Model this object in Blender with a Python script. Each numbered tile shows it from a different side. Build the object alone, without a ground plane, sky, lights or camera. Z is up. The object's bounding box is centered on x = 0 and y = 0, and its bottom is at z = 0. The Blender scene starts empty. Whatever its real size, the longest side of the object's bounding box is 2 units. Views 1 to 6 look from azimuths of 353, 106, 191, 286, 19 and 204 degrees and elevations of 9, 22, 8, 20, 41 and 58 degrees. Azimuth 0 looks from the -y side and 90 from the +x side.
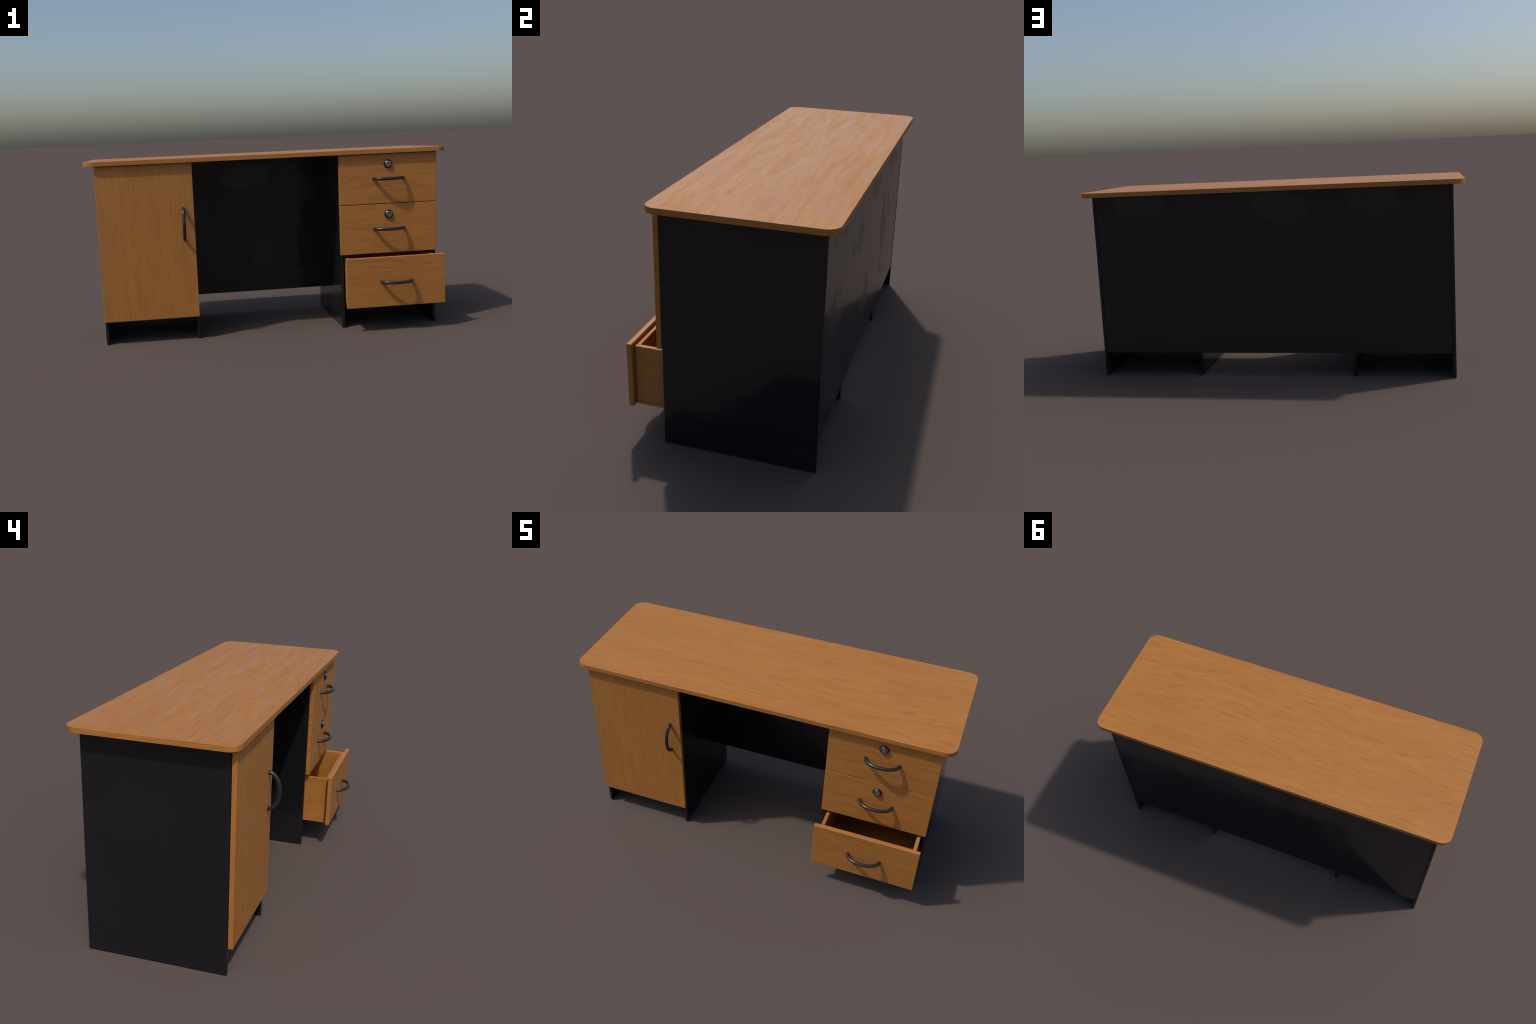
"""Office desk: beech-laminate top on black panels, a door cabinet on the left,
three drawers on the right with the lowest one pulled open."""
import bpy, bmesh, math
from mathutils import Vector

# ------------------------------------------------------------------ sizes (m)
TOP_Z, TOP_T = 1.005, 0.0245           # tabletop height and thickness
TOP_X, TOP_FRONT, TOP_BACK = 1.0, -0.271, 0.4385
TOP_R = 0.054                          # plan radius of the tabletop corners
BOARD = 0.0165                         # black board thickness
BODY_X = 0.9435                        # outer faces of the side panels
BODY_FRONT, BODY_BACK = -0.2275, 0.3940
DIV_LEFT, DIV_RIGHT = -0.4237, 0.3895  # knee-side faces of the two dividers
BACK_Z = 0.1260                        # lower edge of back panel and cabinet floors
FRONT_T = 0.0210                       # door and drawer-front thickness
FRONT_Y = -0.2505                      # outer face of closed door / drawers
PULL = 0.1275                          # how far the lowest drawer is open
PANEL_TOP = TOP_Z - TOP_T - 0.0005


# ------------------------------------------------------------------ node help
class Graph:
    def __init__(self, name):
        self.mat = bpy.data.materials.new(name)
        self.mat.use_nodes = True
        self.nt = self.mat.node_tree
        self.nt.nodes.clear()
        self.out = self.nt.nodes.new("ShaderNodeOutputMaterial")
        self.bsdf = self.nt.nodes.new("ShaderNodeBsdfPrincipled")
        self.nt.links.new(self.bsdf.outputs[0], self.out.inputs[0])

    def node(self, kind, **props):
        n = self.nt.nodes.new(kind)
        for k, v in props.items():
            setattr(n, k, v)
        return n

    def link(self, a, b):
        self.nt.links.new(a, b)

    def put(self, sock, val):
        if hasattr(val, "is_output"):
            self.link(val, sock)
        else:
            sock.default_value = val

    def math(self, op, a, b=0.0, clamp=False):
        n = self.node("ShaderNodeMath", operation=op, use_clamp=clamp)
        self.put(n.inputs[0], a)
        self.put(n.inputs[1], b)
        return n.outputs[0]

    def noise(self, vec, scale, detail=3.0, rough=0.55, distortion=0.0):
        n = self.node("ShaderNodeTexNoise")
        self.link(vec, n.inputs["Vector"])
        n.inputs["Scale"].default_value = scale
        n.inputs["Detail"].default_value = detail
        n.inputs["Roughness"].default_value = rough
        n.inputs["Distortion"].default_value = distortion
        return n.outputs["Fac"]

    def ramp(self, fac, stops):
        n = self.node("ShaderNodeValToRGB")
        self.link(fac, n.inputs[0])
        els = n.color_ramp.elements
        while len(els) < len(stops):
            els.new(0.5)
        for e, (p, c) in zip(els, stops):
            e.position = p
            e.color = (c, c, c, 1) if isinstance(c, (int, float)) else (*c, 1)
        return n.outputs[0]

    def span(self, v, a, b, lo, hi):
        n = self.node("ShaderNodeMapRange")
        self.link(v, n.inputs[0])
        for i, x in enumerate((a, b, lo, hi)):
            n.inputs[i + 1].default_value = x
        return n.outputs[0]

    def mix(self, fac, a, b, blend="MIX"):
        n = self.node("ShaderNodeMix", data_type="RGBA", blend_type=blend)
        self.put(n.inputs[0], fac)
        for s, v in ((n.inputs[6], a), (n.inputs[7], b)):
            self.put(s, v if hasattr(v, "is_output") else (*v, 1))
        return n.outputs[2]

    def combine(self, x, y, z):
        n = self.node("ShaderNodeCombineXYZ")
        for i, v in enumerate((x, y, z)):
            self.put(n.inputs[i], v)
        return n.outputs[0]

    def vmath(self, op, a, b):
        n = self.node("ShaderNodeVectorMath", operation=op)
        self.put(n.inputs[0], a)
        self.put(n.inputs[1], b)
        return n.outputs[0]


# ------------------------------------------------------------------ materials
def wood_material(name, axis):
    """Beech laminate, figure running along `axis` ('x', 'y' or 'z')."""
    g = Graph(name)
    tc = g.node("ShaderNodeTexCoord")
    info = g.node("ShaderNodeObjectInfo")
    geo = g.node("ShaderNodeNewGeometry")
    sep = g.node("ShaderNodeSeparateXYZ")
    g.link(tc.outputs["Object"], sep.inputs[0])
    nsep = g.node("ShaderNodeSeparateXYZ")
    g.link(geo.outputs["Normal"], nsep.inputs[0])
    c = {"x": sep.outputs[0], "y": sep.outputs[1], "z": sep.outputs[2]}
    n = {"x": nsep.outputs[0], "y": nsep.outputs[1], "z": nsep.outputs[2]}
    other = [k for k in "xyz" if k != axis]
    # edges that cut the grain carry an edge band whose figure runs along the edge
    swap = other[0] if axis != "x" else "y"
    third = [k for k in "xyz" if k not in (axis, swap)][0]
    endface = g.math("GREATER_THAN", g.math("ABSOLUTE", n[axis]), 0.6)
    shift = g.math("MULTIPLY", info.outputs["Random"], 7.0)
    along = g.math("ADD", g.mixf(endface, c[axis], c[swap]), shift)
    across = g.math("ADD", g.mixf(endface, c[swap], c[axis]), shift)
    vec = g.combine(along, across, c[third])

    # slow waviness of the figure
    wob = g.noise(g.vmath("MULTIPLY", vec, (1.6, 3.4, 3.4)), 1.0, 2.0, 0.5)
    wob = g.math("MULTIPLY", g.math("SUBTRACT", wob, 0.5), 0.085)
    vec = g.vmath("ADD", vec, g.combine(0.0, wob, wob))

    band = g.noise(g.vmath("MULTIPLY", vec, (1.3, 13.0, 13.0)), 1.0, 3.0, 0.55)
    streak = g.noise(g.vmath("MULTIPLY", vec, (7.0, 105.0, 105.0)), 1.0, 3.0, 0.6)
    fibre = g.noise(g.vmath("MULTIPLY", vec, (22.0, 330.0, 330.0)), 1.0, 2.0, 0.5)
    tone = g.math("ADD", g.math("MULTIPLY", band, 0.30),
                  g.math("ADD", g.math("MULTIPLY", streak, 0.50),
                         g.math("MULTIPLY", fibre, 0.20)))
    col = g.ramp(tone, [(0.36, WOOD_DARK), (0.47, WOOD_MID),
                        (0.55, WOOD_LIGHT), (0.66, WOOD_PALE)])
    # thin, sparse dark figure lines
    line = g.noise(g.vmath("MULTIPLY", vec, (6.0, 80.0, 80.0)), 1.0, 4.0, 0.62)
    col = g.mix(g.span(line, 0.54, 0.66, 0.0, 0.62 if axis == "x" else 0.40), col, WOOD_LINE)
    # slightly redder or yellower zones
    hue = g.noise(g.vmath("MULTIPLY", vec, (2.0, 9.0, 9.0)), 1.3, 3.0, 0.6)
    col = g.mix(g.span(hue, 0.45, 0.68, 0.0, 0.6), col, WOOD_RED)
    drift = g.noise(g.vmath("MULTIPLY", vec, (1.4, 3.6, 3.6)), 1.0, 2.0, 0.5)
    col = g.mix(g.span(drift, 0.42, 0.68, 0.0, 0.35), col, WOOD_DRIFT)
    # dark pores, few and small
    pore = g.noise(g.vmath("MULTIPLY", vec, (70.0, 420.0, 420.0)), 1.0, 1.0, 0.5)
    col = g.mix(g.span(pore, 0.73, 0.80, 0.0, 0.35), col, WOOD_PORE)
    g.link(col, g.bsdf.inputs["Base Color"])

    smear = g.noise(g.vmath("MULTIPLY", vec, (2.5, 24.0, 24.0)), 1.0, 6.0, 0.72)
    rough = g.math("ADD", g.span(smear, 0.38, 0.62, WOOD_ROUGH[0], WOOD_ROUGH[1]),
                   g.math("MULTIPLY", g.math("SUBTRACT", fibre, 0.5), 0.12))
    g.link(rough, g.bsdf.inputs["Roughness"])
    g.link(g.span(smear, 0.44, 0.60, WOOD_SPEC * 1.08, WOOD_SPEC * 0.72),
           g.bsdf.inputs["Specular IOR Level"])
    bump = g.node("ShaderNodeBump")
    bump.inputs["Strength"].default_value = 0.05
    bump.inputs["Distance"].default_value = 0.001
    g.link(fibre, bump.inputs["Height"])
    g.link(bump.outputs[0], g.bsdf.inputs["Normal"])
    return g.mat


def _mixf(self, fac, a, b):
    n = self.node("ShaderNodeMix", data_type="FLOAT")
    self.put(n.inputs[0], fac)
    self.put(n.inputs[2], a)
    self.put(n.inputs[3], b)
    return n.outputs[0]


Graph.mixf = _mixf

WOOD_DARK = (0.360, 0.139, 0.028)
WOOD_MID = (0.412, 0.168, 0.037)
WOOD_LIGHT = (0.436, 0.186, 0.044)
WOOD_PALE = (0.450, 0.196, 0.049)
WOOD_LINE = (0.315, 0.112, 0.024)
WOOD_DRIFT = (0.372, 0.147, 0.031)
WOOD_RED = (0.410, 0.148, 0.034)
WOOD_PORE = (0.220, 0.088, 0.024)
WOOD_ROUGH = (0.34, 0.61)
WOOD_SPEC = 0.36


def board_material():
    """Black melamine board with dull, blotchy smudges on a semi-gloss face."""
    g = Graph("black_melamine")
    tc = g.node("ShaderNodeTexCoord")
    info = g.node("ShaderNodeObjectInfo")
    shift = g.math("MULTIPLY", info.outputs["Random"], 5.0)
    vec = g.vmath("ADD", tc.outputs["Object"], g.combine(shift, shift, shift))
    warp = g.noise(vec, 9.0, 2.0, 0.5)
    wv = g.vmath("ADD", vec, g.combine(g.math("MULTIPLY", warp, 0.06),
                                       g.math("MULTIPLY", warp, -0.06),
                                       g.math("MULTIPLY", warp, 0.08)))
    blot = g.noise(wv, 3.4, 2.0, 0.45)
    fine = g.noise(wv, 30.0, 4.0, 0.6)
    m = g.math("ADD", g.math("MULTIPLY", blot, 0.84), g.math("MULTIPLY", fine, 0.16))
    # hands and cloths reach the upper half more often
    zsep = g.node("ShaderNodeSeparateXYZ")
    g.link(tc.outputs["Object"], zsep.inputs[0])
    m = g.math("ADD", m, g.math("MULTIPLY", zsep.outputs[2], 0.08))
    smudge = g.span(m, 0.545, 0.585, 0.0, 1.0)
    soft = g.noise(vec, 2.2, 2.0, 0.5)
    rough = g.math("ADD", g.mixf(smudge, 0.10, 0.25), g.span(soft, 0.3, 0.7, -0.02, 0.03))
    g.link(rough, g.bsdf.inputs["Roughness"])
    col = g.mix(smudge, (0.0112, 0.0112, 0.0132), (0.0110, 0.0112, 0.0132))
    g.link(col, g.bsdf.inputs["Base Color"])
    g.bsdf.inputs["Specular IOR Level"].default_value = 0.5
    return g.mat


def metal_material(name, colour, rough, metallic):
    g = Graph(name)
    tc = g.node("ShaderNodeTexCoord")
    mott = g.noise(tc.outputs["Object"], 60.0, 3.0, 0.6)
    g.link(g.span(mott, 0.3, 0.7, rough - 0.01, rough + 0.02), g.bsdf.inputs["Roughness"])
    dark = tuple(v * 0.95 for v in colour)
    g.link(g.mix(mott, dark, colour), g.bsdf.inputs["Base Color"])
    g.bsdf.inputs["Metallic"].default_value = metallic
    return g.mat


WOOD = {a: wood_material("beech_laminate_" + s, a)
        for a, s in (("x", "lengthwise"), ("y", "depthwise"), ("z", "upright"))}
BLACK = board_material()
GUNMETAL = metal_material("dark_grey_metal", (0.024, 0.024, 0.025), 0.26, 0.08)
LOCK_BLACK = metal_material("black_lock_ring", (0.012, 0.012, 0.013), 0.28, 0.2)
STEEL = metal_material("dull_steel", (0.40, 0.385, 0.38), 0.21, 1.0)


# ------------------------------------------------------------------ geometry
def new_object(name, bm, mats, parent, origin, smooth_angle=35):
    me = bpy.data.meshes.new(name)
    bm.normal_update()
    bm.to_mesh(me)
    bm.free()
    for m in mats:
        me.materials.append(m)
    for p in me.polygons:
        p.use_smooth = True
    try:
        me.set_sharp_from_angle(angle=math.radians(smooth_angle))
    except AttributeError:
        pass
    ob = bpy.data.objects.new(name, me)
    bpy.context.scene.collection.objects.link(ob)
    wn = ob.modifiers.new("flat_faces", "WEIGHTED_NORMAL")   # boards stay flat, edges round
    wn.mode = "FACE_AREA"
    wn.weight = 100
    wn.keep_sharp = True
    ob.parent = parent
    base = Vector((0, 0, 0))
    p = parent
    while p is not None:
        base += p.location
        p = p.parent
    ob.location = Vector(origin) - base
    return ob


def add_box(bm, lo, hi, origin, bevel, segs=3):
    """Rounded-edge cuboid between world corners lo and hi, stored about origin."""
    lo, hi, o = Vector(lo), Vector(hi), Vector(origin)
    r = bmesh.ops.create_cube(bm, size=1.0)
    size, mid = hi - lo, (hi + lo) / 2 - o
    for v in r["verts"]:
        v.co = Vector((v.co.x * size.x, v.co.y * size.y, v.co.z * size.z)) + mid
    edges = list({e for v in r["verts"] for e in v.link_edges})
    if bevel:
        bmesh.ops.bevel(bm, geom=edges, offset=bevel, segments=segs, profile=0.5,
                        affect="EDGES", clamp_overlap=True)


def board(name, lo, hi, mat, parent, bevel=0.0022):
    o = [(a + b) / 2 for a, b in zip(lo, hi)]
    bm = bmesh.new()
    add_box(bm, lo, hi, o, bevel)
    return new_object(name, bm, [mat], parent, o)


def tabletop(parent):
    """Slab with round plan corners and a small arris round both rims."""
    cx, cy = TOP_X - TOP_R, (TOP_BACK - TOP_FRONT) / 2 - TOP_R
    ym = (TOP_BACK + TOP_FRONT) / 2
    e = 0.0016
    rings = []
    arc = [(0.0, e), (e * 0.29, e * 0.29), (e, 0.0)]       # (drop from rim, inset)
    levels = [(TOP_Z - d, i) for d, i in arc]
    levels += [(TOP_Z - TOP_T + d, i) for d, i in reversed(arc)]
    bm = bmesh.new()
    n = 14
    for z, inset in levels:
        ring = []
        for k, (sx, sy) in enumerate(((1, 1), (-1, 1), (-1, -1), (1, -1))):
            for j in range(n + 1):
                a = math.pi / 2 * (k + j / n)
                r = TOP_R - inset
                ring.append(bm.verts.new((sx * cx + r * math.cos(a),
                                          sy * cy + r * math.sin(a), z - TOP_Z)))
        rings.append(ring)
    bm.faces.new(rings[0])
    bm.faces.new(list(reversed(rings[-1])))
    m = len(rings[0])
    for a, b in zip(rings, rings[1:]):
        for i in range(m):
            j = (i + 1) % m
            bm.faces.new((a[i], b[i], b[j], a[j]))
    bmesh.ops.recalc_face_normals(bm, faces=bm.faces)
    return new_object("tabletop", bm, [WOOD["x"]], parent, (0, ym, TOP_Z), 50)


HANDLE_HALF, HANDLE_REACH, HANDLE_R = 0.0845, 0.0514, 0.0091


def handle_mesh():
    """Bow handle: round bar bent to half an ellipse, bow along x, standing out to -y."""
    bm = bmesh.new()
    steps, sides = 48, 20
    pts = [Vector((HANDLE_HALF, 0.004, 0))]
    for i in range(steps + 1):
        t = math.pi * i / steps
        pts.append(Vector((HANDLE_HALF * math.cos(t), -HANDLE_REACH * math.sin(t), 0)))
    pts.append(Vector((-HANDLE_HALF, 0.004, 0)))
    rings = []
    up = Vector((0, 0, 1))
    for i, p in enumerate(pts):
        d = (pts[min(i + 1, len(pts) - 1)] - pts[max(i - 1, 0)]).normalized()
        side = d.cross(up).normalized()
        rings.append([bm.verts.new(p + HANDLE_R * (side * math.cos(a) + up * math.sin(a)))
                      for a in (2 * math.pi * k / sides for k in range(sides))])
    for a, b in zip(rings, rings[1:]):
        for k in range(sides):
            j = (k + 1) % sides
            bm.faces.new((a[k], a[j], b[j], b[k]))
    bm.faces.new(rings[0])
    bm.faces.new(rings[-1])
    bmesh.ops.recalc_face_normals(bm, faces=bm.faces)
    me = bpy.data.meshes.new("handle")
    bm.to_mesh(me)
    bm.free()
    for p in me.polygons:
        p.use_smooth = True
    me.materials.append(GUNMETAL)
    return me


def lathe(bm, profile, sides, mat_index):
    """Turn (radius, stand-out) pairs round the y axis; stand-out goes to -y."""
    rings = []
    for r, d in profile:
        rings.append([bm.verts.new((r * math.cos(a), -d, r * math.sin(a)))
                      for a in (2 * math.pi * k / sides for k in range(sides))])
    for a, b in zip(rings, rings[1:]):
        for k in range(sides):
            j = (k + 1) % sides
            bm.faces.new((a[k], a[j], b[j], b[k])).material_index = mat_index
    return rings


def lock_mesh():
    """Cam lock: black domed ring, steel plug with chamfered rim, recessed key slot."""
    bm = bmesh.new()
    sides = 48
    lathe(bm, [(0.0243, -0.001), (0.0246, 0.0016), (0.0243, 0.0034), (0.0228, 0.0060),
               (0.0208, 0.0084), (0.0200, 0.0090), (0.0190, 0.0088), (0.0186, 0.0080)], sides, 0)
    plug = lathe(bm, [(0.0186, 0.0075), (0.0186, 0.0097), (0.0181, 0.0106),
                      (0.0171, 0.0114), (0.0160, 0.0117)], sides, 1)
    # flat face between the rim and the slot mouth, then the slot, whose floor
    # slopes from deep at the top to nothing at the bottom
    w, h, face = 0.0020, 0.0094, 0.0117
    mouth, floor = [], []
    for k in range(sides):
        a = 2 * math.pi * k / sides
        x = max(-w, min(w, 0.010 * math.cos(a)))
        z = max(-h, min(h, 0.0100 * math.sin(a)))
        mouth.append(bm.verts.new((x, -face, z)))
        floor.append(bm.verts.new((x * 0.85, -face + 0.0004 + 0.0084 * (z + h) / (2 * h), z * 0.98)))
    for a, b in ((plug[-1], mouth), (mouth, floor)):
        for k in range(sides):
            j = (k + 1) % sides
            bm.faces.new((a[k], a[j], b[j], b[k])).material_index = 1
    bm.faces.new(floor).material_index = 1
    bmesh.ops.remove_doubles(bm, verts=bm.verts, dist=1e-6)
    bmesh.ops.recalc_face_normals(bm, faces=bm.faces)
    me = bpy.data.meshes.new("lock")
    bm.to_mesh(me)
    bm.free()
    for p in me.polygons:
        p.use_smooth = True
    me.set_sharp_from_angle(angle=math.radians(30))
    me.materials.append(LOCK_BLACK)
    me.materials.append(STEEL)
    return me


HANDLE, LOCK = handle_mesh(), lock_mesh()


def fit(name, mesh, parent, at, upright=False):
    ob = bpy.data.objects.new(name, mesh)
    bpy.context.scene.collection.objects.link(ob)
    ob.parent = parent
    base = Vector((0, 0, 0))
    p = parent
    while p is not None:
        base += p.location
        p = p.parent
    ob.location = Vector(at) - base
    if name == "lock":
        wn = ob.modifiers.new("flat_faces", "WEIGHTED_NORMAL")
        wn.mode = "FACE_AREA"
        wn.weight = 100
        wn.keep_sharp = True
    if upright:
        ob.rotation_euler = (0, math.pi / 2, 0)
    return ob


# ------------------------------------------------------------------ the desk
desk = bpy.data.objects.new("office_desk", None)
bpy.context.scene.collection.objects.link(desk)
desk["label"] = "beech and black office desk with one drawer open"
desk["category"] = "office desk"

tabletop(desk)

# four upright black boards: two outer sides, two dividers beside the knee space
inner_back = BODY_BACK - 0.0015 - BOARD            # face the dividers butt against
for s in (-1, 1):
    x0, x1 = sorted((s * BODY_X, s * (BODY_X - BOARD)))
    board("side_panel", (x0, BODY_FRONT, 0), (x1, BODY_BACK, PANEL_TOP), BLACK, desk, 0.003)
for x0 in (DIV_LEFT - BOARD, DIV_RIGHT):
    board("divider_panel", (x0, BODY_FRONT, 0), (x0 + BOARD, inner_back - 0.0005, PANEL_TOP),
          BLACK, desk, 0.003)
gap = 0.0004
board("back_panel", (-BODY_X + BOARD + gap, inner_back, BACK_Z),
      (BODY_X - BOARD - gap, BODY_BACK - 0.0012, PANEL_TOP), BLACK, desk, 0.0022)

# cabinet floors, just above the plinth gap
for x0, x1 in ((-BODY_X + BOARD, DIV_LEFT - BOARD), (DIV_RIGHT + BOARD, BODY_X - BOARD)):
    board("cabinet_floor", (x0 + gap, BODY_FRONT + 0.004, BACK_Z - 0.002),
          (x1 - gap, inner_back - gap, BACK_Z + 0.0140), BLACK, desk, 0.0012)

# door of the left cabinet
door = board("door", (-BODY_X - 0.0003, FRONT_Y, 0.1285), (DIV_LEFT + 0.0005, FRONT_Y + FRONT_T, 0.9785),
             WOOD["z"], desk, 0.0022)
fit("handle", HANDLE, door, (-0.4822, FRONT_Y, 0.6495), upright=True)

# drawers
DRAWER_X0, DRAWER_X1 = 0.3860, 0.9460
BOX_X0, BOX_X1 = 0.4150, 0.9225
BOX_T = 0.0185
BOX_LEN = 0.555


def drawer(z0, z1, pull, lock):
    """Box of four boards and a floor; the beech front stands off on the box."""
    fy = FRONT_Y - pull
    y0 = fy + FRONT_T + 0.0032                      # front of the box
    y1 = y0 + BOX_LEN
    floor_lo, floor_hi = z0 + 0.0015, z0 + 0.0150
    s0, s1 = floor_hi + 0.0012, z0 + 0.2620          # box sides, bottom and top
    mid = ((BOX_X0 + BOX_X1) / 2, (y0 + y1) / 2, (s0 + s1) / 2)
    bm = bmesh.new()
    for x0 in (BOX_X0, BOX_X1 - BOX_T):
        add_box(bm, (x0, y0, s0), (x0 + BOX_T, y1, s1), mid, 0.002)
    xa, xb = BOX_X0 + BOX_T + 0.0003, BOX_X1 - BOX_T - 0.0003
    add_box(bm, (xa, y0 + 0.0008, s0), (xb, y0 + 0.0165, s1 - 0.0008), mid, 0.002)
    add_box(bm, (xa, y1 - 0.0165, s0), (xb, y1 - 0.0008, s1 - 0.0008), mid, 0.002)
    box = new_object("drawer", bm, [WOOD["y"]], desk, mid)
    board("drawer_bottom", (BOX_X0 - 0.0005, y0 + 0.0005, floor_lo), (BOX_X1 + 0.0005, y1, floor_hi),
          WOOD["y"], box, 0.002)
    board("drawer_front", (DRAWER_X0, fy, z0), (DRAWER_X1, fy + FRONT_T, z1), WOOD["x"], box, 0.0028)
    xm = (DRAWER_X0 + DRAWER_X1) / 2
    fit("handle", HANDLE, box, (xm + 0.0005, fy, z0 + 0.1410), False)
    if lock:
        fit("lock", LOCK, box, (xm - 0.0005, fy, z0 + 0.2200), False)
    return box


drawer(0.7013, 0.9785, 0.0, True)
drawer(0.4205, 0.6985, 0.0, True)
drawer(0.1400, 0.4185, PULL, False)
